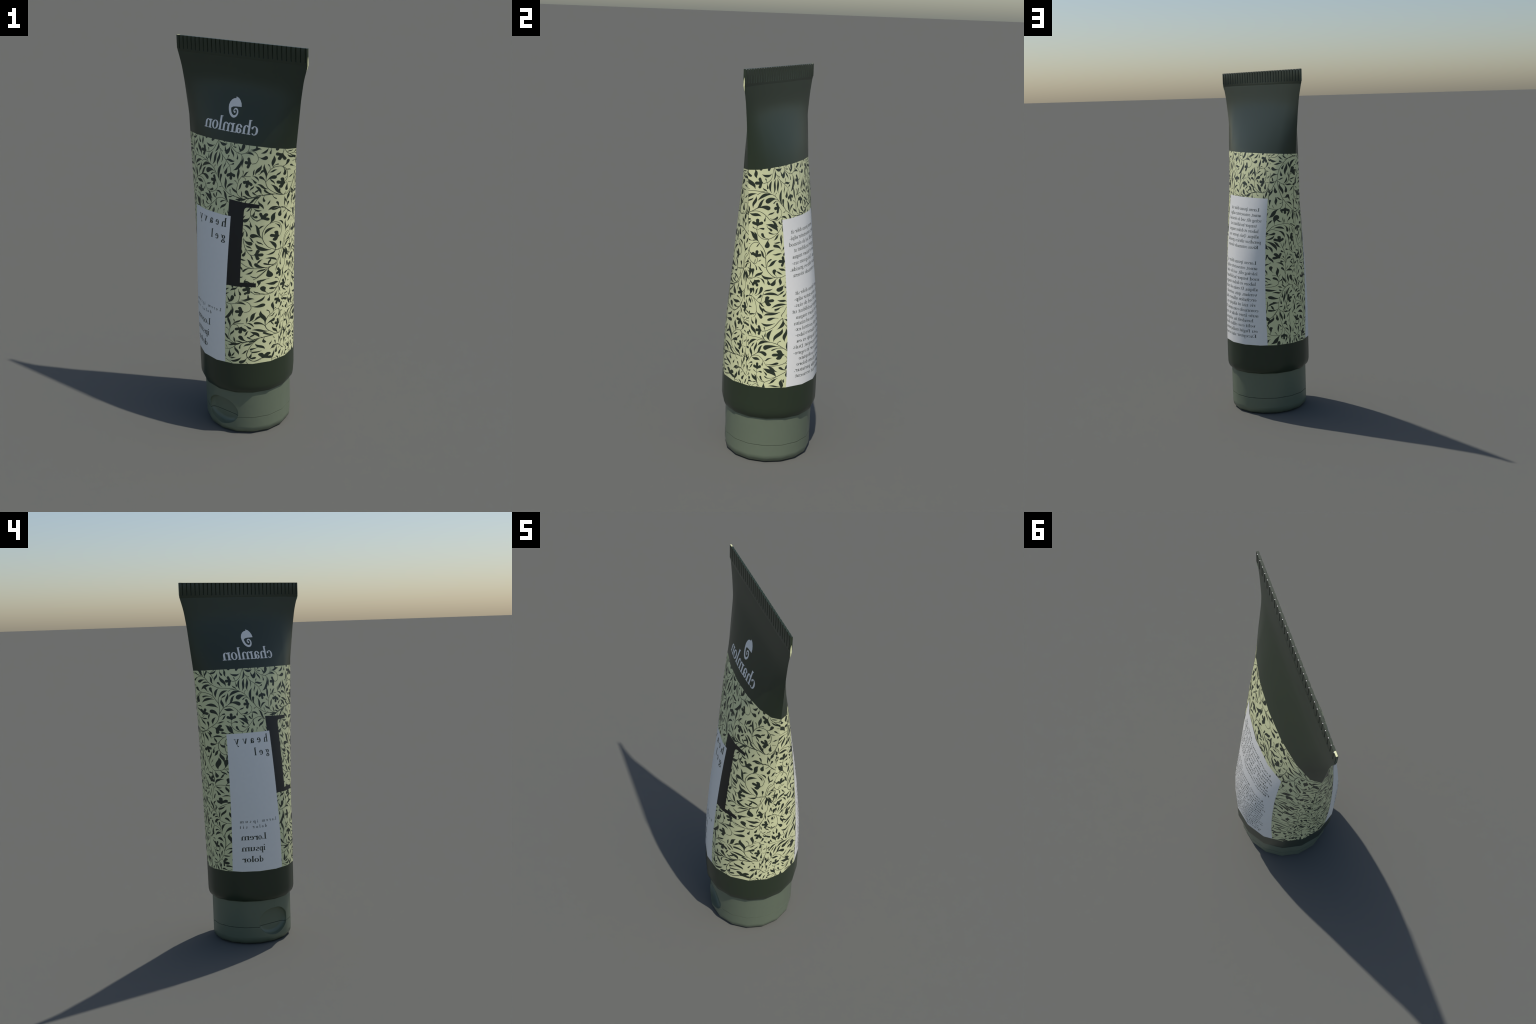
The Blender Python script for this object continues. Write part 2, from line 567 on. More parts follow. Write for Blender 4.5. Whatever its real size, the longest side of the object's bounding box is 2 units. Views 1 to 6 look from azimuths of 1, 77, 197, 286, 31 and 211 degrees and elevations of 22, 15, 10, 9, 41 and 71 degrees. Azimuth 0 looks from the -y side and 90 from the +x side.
BLOSSOMS = [
    (-165, 1472, 180),
    (124, 1454, 180),
    (31, 1382, -85),
    (-76, 1343, 180),
    (129, 1357, -100),
    (-173, 1278, 90),
    (-238, 1216, -20),
    (-304, 1312, 60),
    (279, 1500, -120),
    (283, 1373, 170),
    (216, 1204, 50),
    (259, 1107, 170),
    (196, 1012, 0),
    (283, 913, 200),
    (153, 833, -160),
    (-178, 1121, 80),
    (-63, 1080, 170),
    (-118, 884, 10),
    (-183, 976, -60),
    (316, 842, 180),
    (421, 1216, -90),
    (462, 1440, 20),
    (389, 1049, 95),
    (380, 953, 130),
    (470, 1059, 10),
    (-299, 942, 60),
    (-302, 1109, -80),
    (-244, 820, 95),
]
SPRIGS = {
    "crown": [
        ('drop', -282, 1484, -318, 1472, 3, -1), ('blade', -270, 1468, -305, 1464, 2, -1), ('blade', -260, 1455, -308, 1432, 3, -1), ('drop', -306, 1505, -333, 1482, 1, -1),
        ('blade', -251, 1460, -265, 1504, 2, 0), ('blade', -244, 1474, -226, 1517, 2, 0), ('blade', -184, 1444, -215, 1502, 3, 0), ('drop', -205, 1443, -231, 1468, 2, 0),
        ('blade', -225, 1438, -242, 1386, 2, -1), ('blade', -230, 1384, -177, 1421, 2, 1), ('blade', -193, 1351, -180, 1409, 2, 0), ('blade', -127, 1425, -150, 1448, 2, 0),
        ('blade', -106, 1420, -98, 1478, 2, 1), ('blade', -94, 1415, -68, 1481, 2, 0), ('blade', -60, 1413, -55, 1483, 2, 0), ('drop', -82, 1400, -71, 1416, 1, 1),
        ('blade', -104, 1411, -174, 1387, 2, -1), ('drop', -70, 1382, -135, 1374, 3, -1), ('drop', -65, 1375, -99, 1366, 1, -1), ('blade', -40, 1351, -29, 1428, 2, 1),
        ('drop', -21, 1332, -27, 1381, 2, 1), ('drop', -13, 1323, -36, 1317, 1, 0), ('blade', 12, 1310, -3, 1371, 2, 0), ('blade', 12, 1315, 52, 1344, 2, 1),
        ('blade', 79, 1297, 41, 1330, 2, 0), ('drop', 45, 1293, 34, 1317, 1, 1), ('blade', 107, 1286, 96, 1318, 2, 0), ('blade', 50, 1287, 25, 1276, 2, 0),
        ('blade', 104, 1271, 66, 1272, 2, 0), ('drop', -258, 1400, -264, 1444, 2, 0), ('drop', -257, 1386, -307, 1392, 1, -1), ('blade', -251, 1378, -311, 1362, 2, -1),
        ('blade', -237, 1332, -294, 1345, 3, -1), ('drop', -236, 1281, -275, 1317, 3, -1), ('drop', -230, 1283, -204, 1296, 2, 1), ('blade', -262, 1244, -249, 1282, 3, 1),
        ('blade', -246, 1250, -213, 1255, 2, 0), ('drop', -292, 1217, -290, 1260, 2, -1), ('drop', -295, 1212, -273, 1188, 3, 1), ('drop', -311, 1414, -328, 1365, 2, -1),
        ('drop', -306, 1419, -328, 1450, 2, 1), ('blade', -213, 1328, -217, 1379, 3, 0), ('blade', -210, 1326, -156, 1311, 3, 0), ('drop', -184, 1346, -115, 1341, 2, 1),
        ('drop', -137, 1311, -140, 1284, 2, 0), ('blade', -127, 1311, -95, 1328, 2, 0), ('drop', -116, 1296, -76, 1301, 2, -1), ('blade', -112, 1286, -76, 1251, 2, 0),
        ('blade', -56, 1295, -13, 1279, 2, 1), ('blade', -181, 1346, -141, 1394, 2, 0), ('blade', 28, 1257, -8, 1307, 2, 0), ('drop', 24, 1253, -20, 1244, 1, -1),
        ('blade', 20, 1251, -19, 1211, 2, 0), ('drop', -44, 1259, -72, 1278, 2, 1), ('drop', -44, 1259, -44, 1223, 2, -1), ('blade', -80, 1226, -135, 1268, 3, -1),
        ('drop', -83, 1223, -123, 1230, 1, 1), ('drop', -124, 1198, -151, 1229, 2, 1), ('drop', -176, 1242, -196, 1259, 1, 0), ('drop', -173, 1244, -141, 1247, 2, 1),
        ('blade', -172, 1191, -210, 1237, 3, 0), ('blade', -75, 1217, -102, 1188, 2, 0), ('blade', -60, 1189, -56, 1213, 2, 0), ('drop', -35, 1190, -31, 1214, 1, 0),
        ('drop', 7, 1196, 9, 1218, 1, 0), ('blade', -68, 1527, -86, 1477, 2, 1), ('drop', -82, 1535, -116, 1525, 3, -1), ('blade', -63, 1531, -10, 1527, 3, -1),
        ('blade', -93, 1509, -152, 1512, 2, 1), ('drop', -125, 1471, -135, 1490, 2, 0), ('drop', -125, 1469, -126, 1439, 2, 0), ('drop', -57, 1498, -35, 1487, 1, 0),
        ('drop', 9, 1530, -17, 1482, 3, 1), ('drop', 16, 1530, 46, 1517, 1, -1), ('blade', 16, 1513, 37, 1468, 2, 0), ('drop', 57, 1494, 88, 1537, 3, -1),
        ('blade', 103, 1494, 151, 1490, 2, 1), ('drop', 50, 1489, 57, 1461, 2, 1), ('blade', 130, 1517, 186, 1524, 2, 0), ('drop', 173, 1488, 220, 1493, 3, -1),
        ('blade', -9, 1451, 46, 1453, 2, 0), ('drop', -3, 1450, 10, 1476, 1, 0), ('drop', 20, 1429, 42, 1442, 2, 0), ('drop', 13, 1422, -9, 1385, 3, 0),
        ('blade', -7, 1446, -18, 1403, 1, 0), ('blade', -39, 1474, -38, 1433, 1, 1), ('blade', 77, 1364, 68, 1428, 2, 0), ('blade', 87, 1481, 93, 1428, 2, 0),
        ('blade', 83, 1469, 41, 1408, 2, 1), ('blade', 98, 1387, 131, 1414, 2, 0), ('drop', 96, 1387, 97, 1415, 1, -1), ('drop', 71, 1347, 54, 1361, 1, -1),
        ('blade', 79, 1319, 101, 1358, 2, 0), ('blade', -228, 1536, -269, 1517, 2, 1), ('drop', -207, 1537, -197, 1503, 2, -1), ('blade', -187, 1538, -178, 1495, 3, 0),
        ('blade', -288, 1500, -278, 1538, 2, 0), ('blade', -294, 1505, -319, 1537, 2, 0), ('blade', -314, 1510, -332, 1530, 1, 0), ('blade', -314, 1338, -338, 1346, 2, -1),
        ('blade', -339, 1339, -324, 1314, 2, 0), ('blade', -322, 1280, -286, 1271, 2, 0), ('blade', -323, 1275, -304, 1238, 2, 0),
    ],
    "right_crown": [
        ('drop', 287, 1453, 309, 1487, 2, -1), ('drop', 287, 1451, 293, 1410, 2, 1), ('blade', 247, 1446, 248, 1502, 3, 0), ('drop', 248, 1446, 271, 1462, 1, 1),
        ('drop', 234, 1436, 224, 1459, 1, -1), ('blade', 232, 1422, 265, 1435, 2, 0), ('blade', 218, 1390, 207, 1458, 2, 0), ('drop', 220, 1368, 184, 1394, 2, -1),
        ('drop', 222, 1377, 264, 1399, 3, 1), ('blade', 230, 1341, 177, 1358, 2, 0), ('blade', 288, 1316, 240, 1363, 2, 0), ('drop', 288, 1316, 276, 1345, 1, 1),
        ('drop', 266, 1318, 212, 1338, 1, 1), ('blade', 200, 1311, 168, 1348, 3, -1), ('drop', 196, 1308, 156, 1319, 1, 1), ('drop', 162, 1293, 124, 1325, 3, 1),
        ('blade', 193, 1303, 162, 1283, 2, 0), ('drop', 248, 1315, 265, 1294, 1, -1), ('blade', 304, 1521, 325, 1531, 2, 0), ('blade', 306, 1510, 332, 1495, 3, -1),
        ('blade', 335, 1479, 323, 1477, 2, 0), ('drop', 336, 1448, 316, 1458, 3, 0), ('blade', 301, 1440, 322, 1433, 2, 0), ('blade', 304, 1403, 296, 1392, 1, 0),
        ('drop', 305, 1376, 309, 1333, 2, 0), ('blade', 334, 1411, 313, 1396, 2, 0), ('drop', 328, 1374, 313, 1375, 1, 1), ('drop', 328, 1353, 337, 1313, 2, 0),
        ('blade', 325, 1340, 313, 1286, 1, 0), ('blade', 151, 1394, 160, 1427, 2, 0), ('blade', 164, 1401, 193, 1452, 3, 0), ('blade', 153, 1394, 185, 1373, 2, 1),
        ('blade', 221, 1537, 183, 1506, 2, 1), ('drop', 235, 1536, 233, 1507, 2, 0),
    ],
    "right_middle": [
        ('blade', 278, 1251, 231, 1236, 2, -1), ('drop', 277, 1252, 263, 1280, 2, 0), ('drop', 278, 1250, 279, 1206, 3, 0), ('blade', 308, 1239, 292, 1221, 1, 0),
        ('drop', 321, 1225, 301, 1189, 3, 0), ('blade', 342, 1203, 319, 1172, 2, 0), ('blade', 239, 1172, 261, 1227, 3, 0), ('blade', 219, 1112, 258, 1150, 2, 1),
        ('blade', 258, 1169, 280, 1140, 2, 1), ('blade', 271, 1185, 298, 1158, 2, 1), ('blade', 210, 1100, 177, 1163, 2, 0), ('drop', 212, 1095, 157, 1100, 3, -1),
        ('blade', 258, 1038, 234, 1082, 3, -1), ('drop', 289, 1040, 284, 1076, 2, 0), ('blade', 242, 1037, 182, 1070, 3, 1), ('blade', 258, 1034, 226, 1012, 2, 1),
        ('drop', 127, 1090, 171, 1066, 3, -1), ('drop', 137, 1040, 172, 1034, 1, -1), ('drop', 137, 1035, 125, 1001, 3, 1), ('blade', 161, 1009, 179, 984, 2, 0),
        ('blade', 180, 945, 147, 987, 2, 0), ('drop', 235, 947, 184, 969, 2, 1), ('blade', 268, 975, 223, 992, 2, -1), ('drop', 265, 967, 216, 968, 1, 1),
        ('blade', 228, 942, 192, 921, 2, 0), ('drop', 180, 940, 131, 921, 1, -1), ('blade', 178, 934, 144, 911, 2, 1), ('drop', 235, 942, 234, 893, 4, 0),
        ('blade', 201, 899, 164, 905, 1, 1), ('drop', 154, 1204, 119, 1175, 3, 1), ('drop', 157, 1206, 188, 1202, 3, -1), ('blade', 167, 1240, 206, 1236, 2, -1),
        ('blade', 159, 1244, 131, 1222, 2, 0), ('blade', 121, 1155, 161, 1130, 2, 1), ('drop', 122, 1138, 142, 1099, 1, 1), ('blade', 187, 1279, 215, 1242, 3, 0),
        ('blade', 238, 1287, 230, 1260, 2, 0), ('blade', 309, 1043, 337, 1072, 2, 0), ('drop', 314, 1067, 341, 1087, 2, 0), ('blade', 314, 1128, 333, 1156, 2, 0),
        ('blade', 312, 1123, 312, 1182, 1, 0), ('blade', 306, 1036, 311, 975, 2, 0), ('blade', 315, 1037, 345, 989, 2, 0), ('drop', 283, 1028, 278, 1000, 1, 0),
        ('blade', 314, 1032, 333, 970, 1, 0), ('drop', 285, 992, 294, 949, 1, 0), ('blade', 268, 966, 263, 918, 1, 0),
    ],
    "right_foot": [
        ('blade', 283, 857, 223, 862, 3, 0), ('drop', 265, 827, 235, 835, 2, 0), ('drop', 230, 810, 216, 848, 4, 1), ('blade', 205, 807, 182, 826, 2, 0),
        ('drop', 178, 815, 141, 804, 2, -1), ('drop', 195, 846, 198, 880, 3, -1), ('blade', 112, 844, 72, 815, 2, 0), ('drop', 79, 1248, 71, 1201, 3, 0),
        ('blade', 103, 1268, 118, 1217, 2, 0), ('drop', 142, 1285, 124, 1251, 1, -1), ('blade', 179, 1289, 140, 1263, 2, 0), ('blade', 75, 1184, 130, 1204, 2, -1),
        ('drop', 216, 1307, 218, 1278, 3, -1), ('drop', 64, 1251, 54, 1264, 1, 0),
    ],
    "left_middle": [
        ('drop', -121, 1196, -133, 1154, 4, 0), ('blade', -167, 1187, -191, 1235, 2, 0), ('blade', -162, 1175, -181, 1158, 2, 0), ('drop', -216, 1139, -202, 1115, 2, 0),
        ('blade', -133, 1102, -160, 1144, 2, 0), ('blade', -130, 1114, -97, 1142, 2, 1), ('blade', -125, 1058, -88, 1090, 3, 0), ('drop', -126, 1062, -109, 1096, 1, 1),
        ('drop', -129, 1056, -154, 1071, 2, 0), ('blade', -63, 1117, -106, 1119, 2, 0), ('drop', -65, 1129, -104, 1162, 2, -1), ('blade', -66, 1158, -62, 1212, 2, 0),
        ('drop', -90, 1008, -96, 1044, 3, 1), ('blade', -47, 1029, -83, 1050, 3, 0), ('blade', -96, 1003, -154, 1022, 2, 1), ('blade', -193, 1075, -181, 1099, 1, 0),
        ('blade', -171, 1086, -152, 1094, 2, 0), ('drop', -207, 999, -194, 1048, 2, 0), ('blade', -192, 1002, -142, 1038, 2, 0), ('blade', -215, 1083, -210, 1038, 1, 0),
        ('drop', -167, 1185, -196, 1190, 1, -1), ('drop', -198, 1075, -179, 1040, 1, 1), ('blade', 304, 1253, 295, 1291, 1, 0), ('blade', 312, 1281, 322, 1317, 2, 0),
        ('drop', 314, 1246, 319, 1276, 2, 0), ('blade', 335, 1266, 336, 1295, 1, 0), ('blade', 304, 1040, 334, 991, 2, 0), ('drop', 293, 1253, 245, 1242, 1, 0),
    ],
    "left_foot": [
        ('drop', -86, 999, -110, 963, 3, 0), ('blade', -75, 1001, -79, 961, 3, 0), ('drop', -55, 962, -90, 936, 4, 0), ('drop', -48, 929, -69, 905, 2, 1),
        ('blade', -137, 932, -103, 947, 2, 0), ('blade', -142, 915, -80, 908, 2, 1), ('blade', -48, 877, -87, 888, 3, 0), ('blade', -49, 860, -106, 847, 2, -1),
        ('drop', -89, 829, -144, 847, 1, 1), ('blade', -77, 826, -136, 809, 2, 0), ('drop', -204, 913, -201, 950, 2, -1), ('blade', -191, 914, -169, 950, 2, 0),
        ('drop', -186, 909, -150, 958, 2, -1), ('drop', -178, 886, -152, 917, 2, 0), ('blade', -168, 874, -133, 856, 2, 0), ('blade', -163, 870, -141, 816, 2, 0),
        ('drop', -181, 833, -149, 792, 3, 0), ('blade', -207, 903, -205, 871, 1, 0), ('drop', -184, 821, -208, 815, 2, 1), ('blade', -161, 1001, -135, 970, 2, 1),
        ('blade', -216, 990, -202, 965, 2, 0), ('drop', 285, 868, 255, 888, 1, -1), ('drop', 279, 839, 240, 838, 1, 1), ('drop', 279, 815, 255, 787, 3, 0),
        ('blade', 286, 833, 300, 805, 2, 0), ('blade', 312, 876, 311, 927, 1, 0), ('blade', 337, 843, 327, 891, 1, 0), ('drop', 334, 932, 337, 962, 2, 0),
    ],
    "far_crown": [
        ('blade', 314, 1512, 373, 1496, 2, -1), ('blade', 431, 1511, 399, 1525, 2, 0), ('blade', 408, 1505, 375, 1520, 2, 0), ('drop', 416, 1491, 386, 1497, 2, 1),
        ('blade', 401, 1481, 354, 1478, 2, 0), ('drop', 389, 1451, 341, 1458, 3, 1), ('drop', 392, 1441, 405, 1411, 3, 0), ('blade', 426, 1486, 423, 1416, 2, 0),
        ('drop', 416, 1484, 405, 1448, 2, 0), ('blade', 443, 1453, 438, 1494, 2, 0), ('blade', 449, 1463, 467, 1507, 2, 1), ('drop', 382, 1421, 355, 1422, 1, 0),
        ('blade', 378, 1418, 338, 1398, 2, -1), ('drop', 376, 1386, 337, 1376, 2, 1), ('blade', 383, 1391, 414, 1400, 2, 0), ('drop', 361, 1355, 378, 1315, 3, 0),
        ('blade', 357, 1338, 336, 1287, 2, 0), ('blade', 391, 1373, 409, 1306, 2, 0), ('drop', 412, 1364, 423, 1318, 2, 1), ('blade', 421, 1366, 457, 1361, 3, 0),
        ('blade', 412, 1369, 428, 1406, 2, -1), ('blade', 439, 1393, 470, 1400, 2, 0), ('drop', 439, 1388, 454, 1375, 2, 1), ('blade', 437, 1398, 438, 1436, 1, 0),
        ('drop', 409, 1290, 440, 1307, 4, -1), ('blade', 426, 1264, 461, 1242, 2, 1), ('blade', 469, 1223, 461, 1283, 2, -1), ('drop', 406, 1262, 393, 1257, 2, 1),
        ('blade', 378, 1244, 372, 1292, 3, 0), ('drop', 340, 1236, 348, 1276, 2, 0), ('drop', 366, 1229, 357, 1244, 1, 0), ('blade', 387, 1222, 341, 1173, 3, 0),
        ('drop', 399, 1232, 407, 1201, 1, -1), ('blade', 448, 1222, 435, 1177, 2, 0), ('blade', 462, 1216, 454, 1192, 1, 0), ('blade', 464, 1216, 475, 1156, 2, 0),
        ('blade', -329, 1206, -328, 1167, 1, 0), ('blade', -314, 1205, -296, 1151, 2, 0), ('blade', -300, 1203, -274, 1164, 2, 1), ('drop', 370, 1135, 388, 1186, 4, 1),
        ('blade', 336, 1137, 362, 1160, 2, 0), ('drop', 436, 1146, 452, 1178, 2, 0), ('blade', 408, 1142, 410, 1181, 1, 0), ('blade', 413, 1142, 422, 1170, 1, 0),
        ('blade', 466, 1354, 444, 1327, 2, 0), ('blade', 463, 1313, 453, 1299, 1, 0), ('drop', -322, 1288, -313, 1300, 1, 0),
    ],
    "far_middle": [
        ('blade', 365, 1113, 420, 1106, 2, 1), ('blade', 381, 1100, 421, 1057, 2, 1), ('drop', 412, 1133, 439, 1091, 2, 1), ('drop', 333, 1067, 371, 1087, 2, 0),
        ('blade', 332, 1047, 368, 1074, 2, -1), ('blade', 332, 1037, 377, 983, 2, 1), ('blade', 333, 1013, 358, 971, 2, 1), ('blade', 395, 1002, 362, 1038, 2, 0),
        ('blade', 341, 956, 362, 912, 2, 0), ('drop', 361, 857, 355, 894, 3, 1), ('blade', 379, 833, 375, 888, 2, 0), ('drop', 380, 799, 358, 826, 3, -1),
        ('drop', 383, 800, 406, 818, 2, 0), ('blade', 383, 830, 395, 850, 1, 0), ('drop', 424, 968, 396, 986, 2, 0), ('drop', 424, 932, 411, 954, 2, 0),
        ('drop', 421, 916, 393, 925, 3, 0), ('blade', 419, 888, 373, 914, 2, -1), ('drop', 426, 850, 398, 884, 2, -1), ('blade', 433, 873, 451, 896, 1, 0),
        ('blade', 435, 863, 482, 861, 3, 1), ('drop', 434, 921, 466, 942, 2, 1), ('blade', 439, 944, 444, 975, 1, 0), ('drop', 452, 987, 428, 990, 3, 0),
        ('blade', 452, 959, 476, 958, 2, 0), ('blade', -348, 933, -340, 953, 1, 0), ('blade', 426, 1005, 428, 1054, 1, 0), ('blade', 447, 1040, 428, 1083, 2, -1),
        ('blade', 411, 995, 414, 1032, 1, 0), ('drop', 454, 1003, 459, 1034, 2, 0), ('blade', 479, 974, 471, 1017, 2, 1), ('blade', -321, 985, -314, 1007, 1, 0),
        ('blade', 450, 793, 449, 849, 2, 0), ('drop', 480, 788, 469, 839, 3, 0), ('blade', 437, 786, 406, 839, 2, 0), ('blade', 330, 1526, 358, 1531, 2, 0),
        ('blade', 481, 898, 458, 917, 3, -1), ('drop', -326, 882, -349, 885, 2, -1), ('blade', -302, 772, -326, 824, 2, 0), ('blade', -316, 844, -335, 876, 1, 0),
        ('blade', 451, 1125, 454, 1083, 1, 0), ('blade', 462, 1117, 477, 1087, 1, 0), ('blade', 452, 1142, 476, 1128, 2, 0),
    ],
    "edge_middle": [
        ('blade', -221, 1169, -269, 1172, 2, -1), ('drop', -243, 1144, -283, 1139, 3, 1), ('drop', -239, 1144, -216, 1119, 3, -1), ('blade', -243, 1103, -263, 1071, 3, 0),
        ('blade', -238, 1090, -226, 1036, 3, 0), ('blade', -249, 997, -246, 1062, 4, 0), ('drop', -229, 997, -207, 1048, 3, 0), ('blade', -241, 990, -215, 964, 2, 0),
        ('drop', -269, 989, -251, 953, 4, 0), ('blade', -287, 991, -279, 926, 1, 0), ('blade', -276, 909, -228, 943, 2, 1), ('blade', -275, 898, -237, 895, 2, 0),
        ('drop', -223, 911, -213, 948, 4, -1), ('blade', -223, 904, -214, 867, 3, 0), ('drop', -283, 881, -249, 854, 2, 1), ('blade', -300, 830, -274, 862, 2, 0),
        ('blade', -238, 845, -206, 847, 2, 1), ('drop', -322, 1071, -301, 1069, 2, -1), ('blade', -303, 1032, -281, 1100, 1, 0), ('blade', -289, 1028, -273, 1056, 1, 0),
        ('drop', -292, 1010, -274, 1021, 1, -1), ('drop', -333, 1063, -343, 1012, 1, 0), ('blade', -320, 1016, -336, 985, 1, 0), ('drop', -294, 890, -294, 918, 2, 0),
        ('blade', -314, 859, -305, 892, 1, 0), ('blade', -325, 883, -343, 939, 1, 0), ('blade', -326, 827, -350, 837, 1, 0),
    ],
    "right_hanging": [
        ('blade', 299, 1303, 309, 1268, 2, 0), ('blade', 131, 1286, 75, 1269, 2, 0), ('blade', 150, 1288, 100, 1293, 1, 0),
    ],
    "edge_foot": [
        ('drop', -230, 812, -206, 814, 3, 0), ('drop', -258, 871, -245, 854, 3, 0),
    ],
}


# ----------------------------------------------- flat ink shapes, wrapped on
class Ink:
    """Collects flat shapes in (across, height) and wraps them on the loft.

    Each shape sits a hair higher than the one before so that overlapping
    strokes never share a plane.
    """

    def __init__(self):
        self.verts, self.faces, self.count = [], [], 0

    def _layer(self):
        self.count += 1
        return (self.count % 9) * 6.0e-6

    def ribbon(self, pts, widths, cap_end=False):
        h = self._layer()
        n = len(pts)
        base = len(self.verts)
        for i, (x, y) in enumerate(pts):
            ax, ay = pts[max(i - 1, 0)]
            bx, by = pts[min(i + 1, n - 1)]
            d = math.hypot(bx - ax, by - ay) or 1e-9
            nx, ny = -(by - ay) / d, (bx - ax) / d
            w = widths[i] / 2
            self.verts += [(x + nx * w, y + ny * w, h), (x - nx * w, y - ny * w, h)]
        for i in range(n - 1):
            a = base + 2 * i
            self.faces.append((a, a + 1, a + 3, a + 2))

    def polygon(self, pts):
        h = self._layer()
        base = len(self.verts)
        self.verts += [(x, y, h) for x, y in pts]
        self.faces.append(tuple(range(base, base + len(pts))))

    def disc(self, x, y, r, ry=None):
        ry = ry or r
        self.polygon([(x + r * math.cos(i * math.pi / 7), y + ry * math.sin(i * math.pi / 7)) for i in range(14)])

    def arc(self, cx, cy, rx, ry, a0, a1, side, thin, steps=None):
        """Part of an oval ring, heavy at the sides and thin at top and foot."""
        h = self._layer()
        steps = steps or max(4, int(abs(a1 - a0) / 18))
        base = len(self.verts)
        for i in range(steps + 1):
            a = math.radians(a0 + (a1 - a0) * i / steps)
            c, s = math.cos(a), math.sin(a)
            self.verts += [(cx + rx * c, cy + ry * s, h),
                           (cx + max(rx - side, 0.02 * rx) * c, cy + max(ry - thin, 0.02 * ry) * s, h)]
        for i in range(steps):
            b = base + 2 * i
            self.faces.append((b, b + 1, b + 3, b + 2))

    def wrap(self, name, face, lift, to_column, z_low=None, z_high=None, broad=False):
        bm = bmesh.new()
        vs = [bm.verts.new(v) for v in self.verts]
        for f in self.faces:
            try:
                bm.faces.new([vs[i] for i in f])
            except ValueError:
                pass
        bmesh.ops.triangulate(bm, faces=[f for f in bm.faces if len(f.verts) > 4])

        def cut(co, no, clear=False):
            geom = bm.verts[:] + bm.edges[:] + bm.faces[:]
            bmesh.ops.bisect_plane(bm, geom=geom, plane_co=co, plane_no=no, dist=1e-7, clear_outer=clear)

        if z_high is not None:
            cut((0, z_high, 0), (0, 1, 0), True)
        if z_low is not None:
            cut((0, z_low, 0), (0, -1, 0), True)
        ys = [v.co.y for v in bm.verts]
        for z in RINGS:
            if ys and min(ys) < z < max(ys):
                cut((0, z, 0), (0, 1, 0))
        for v in bm.verts:
            v.co.x = to_column(v.co.x, v.co.y)
        first, last = (8, 16) if face == FRONT else (0, 8)
        cut((first, 0, 0), (-1, 0, 0), True)
        cut((last, 0, 0), (1, 0, 0), True)
        split = WALL_SPLIT if broad else 1
        for i in range(first * split + 1, last * split):
            cut((i / split, 0, 0), (1, 0, 0))
        bm.verts.index_update()
        verts, normals = [], []
        for v in bm.verts:
            s = min(max(v.co.x, first), last)
            if s >= last - 1e-6:
                s = last - 1e-6
            p, n = loft(s, v.co.y)
            verts.append(p + n * (lift + v.co.z))
            normals.append(n)
        faces = []
        for f in bm.faces:
            idx = [v.index for v in f.verts]
            a, b, c = verts[idx[0]], verts[idx[1]], verts[idx[2]]
            if (b - a).cross(c - a).dot(normals[idx[0]]) < 0:
                idx.reverse()
            faces.append(idx)
        bm.free()
        mesh = bpy.data.meshes.new(name)
        mesh.from_pydata(verts, [], faces)
        for p in mesh.polygons:
            p.use_smooth = True
        mesh.normals_split_custom_set_from_vertices(normals)
        return mesh


def column_positions(z, edge):
    w = hermite(z, PW, MW)
    xs = [w * math.cos(k * math.pi / 8) for k in range(9)]      # +w ... -w
    if edge:
        xs[0], xs[-1] = edge, -edge
    return xs


def invert(x, xs):
    """Column coordinate 0..8 at which the falling list xs reaches x."""
    if x >= xs[0]:
        return (xs[0] - x) / (xs[0] - xs[1])
    for k in range(8):
        if x >= xs[k + 1]:
            return k + (xs[k] - x) / (xs[k] - xs[k + 1])
    return 8 + (xs[8] - x) / (xs[7] - xs[8])


def straight_front(x, z):
    return 16 - invert(x, column_positions(z, None))


def straight_back(x, z):
    return invert(x, column_positions(z, None))


def print_edge(z):
    """How far the wrapped artwork reaches at the side fold."""
    t = min(max((z - 0.6) / 0.9, 0.0), 1.0)
    return 0.355 + (0.335 - 0.355) * t


def artwork_front(x, z):
    return 16 - invert(x, column_positions(z, print_edge(z)))


def artwork_back(x, z):
    return invert((0.129 - x) / 1.01, column_positions(z, print_edge(z)))


# ----------------------------------------------------------- vine artwork
def smooth_path(pts, per=5):
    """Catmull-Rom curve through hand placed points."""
    out = []
    n = len(pts)
    for i in range(n - 1):
        p0, p1 = pts[max(i - 1, 0)], pts[i]
        p2, p3 = pts[i + 1], pts[min(i + 2, n - 1)]
        for q in range(per):
            t = q / per
            out.append(tuple(0.5 * (2 * b + (c - a) * t + (2 * a - 5 * b + 4 * c - d) * t * t
                                    + (3 * b - a - 3 * c + d) * t**3)
                             for a, b, c, d in zip(p0, p1, p2, p3)))
    out.append(pts[-1])
    return out


BLADE_WIDTH = {1: 0.13, 2: 0.21, 3: 0.27, 4: 0.33}
DROP_WIDTH = {1: 0.17, 2: 0.29, 3: 0.37, 4: 0.47}


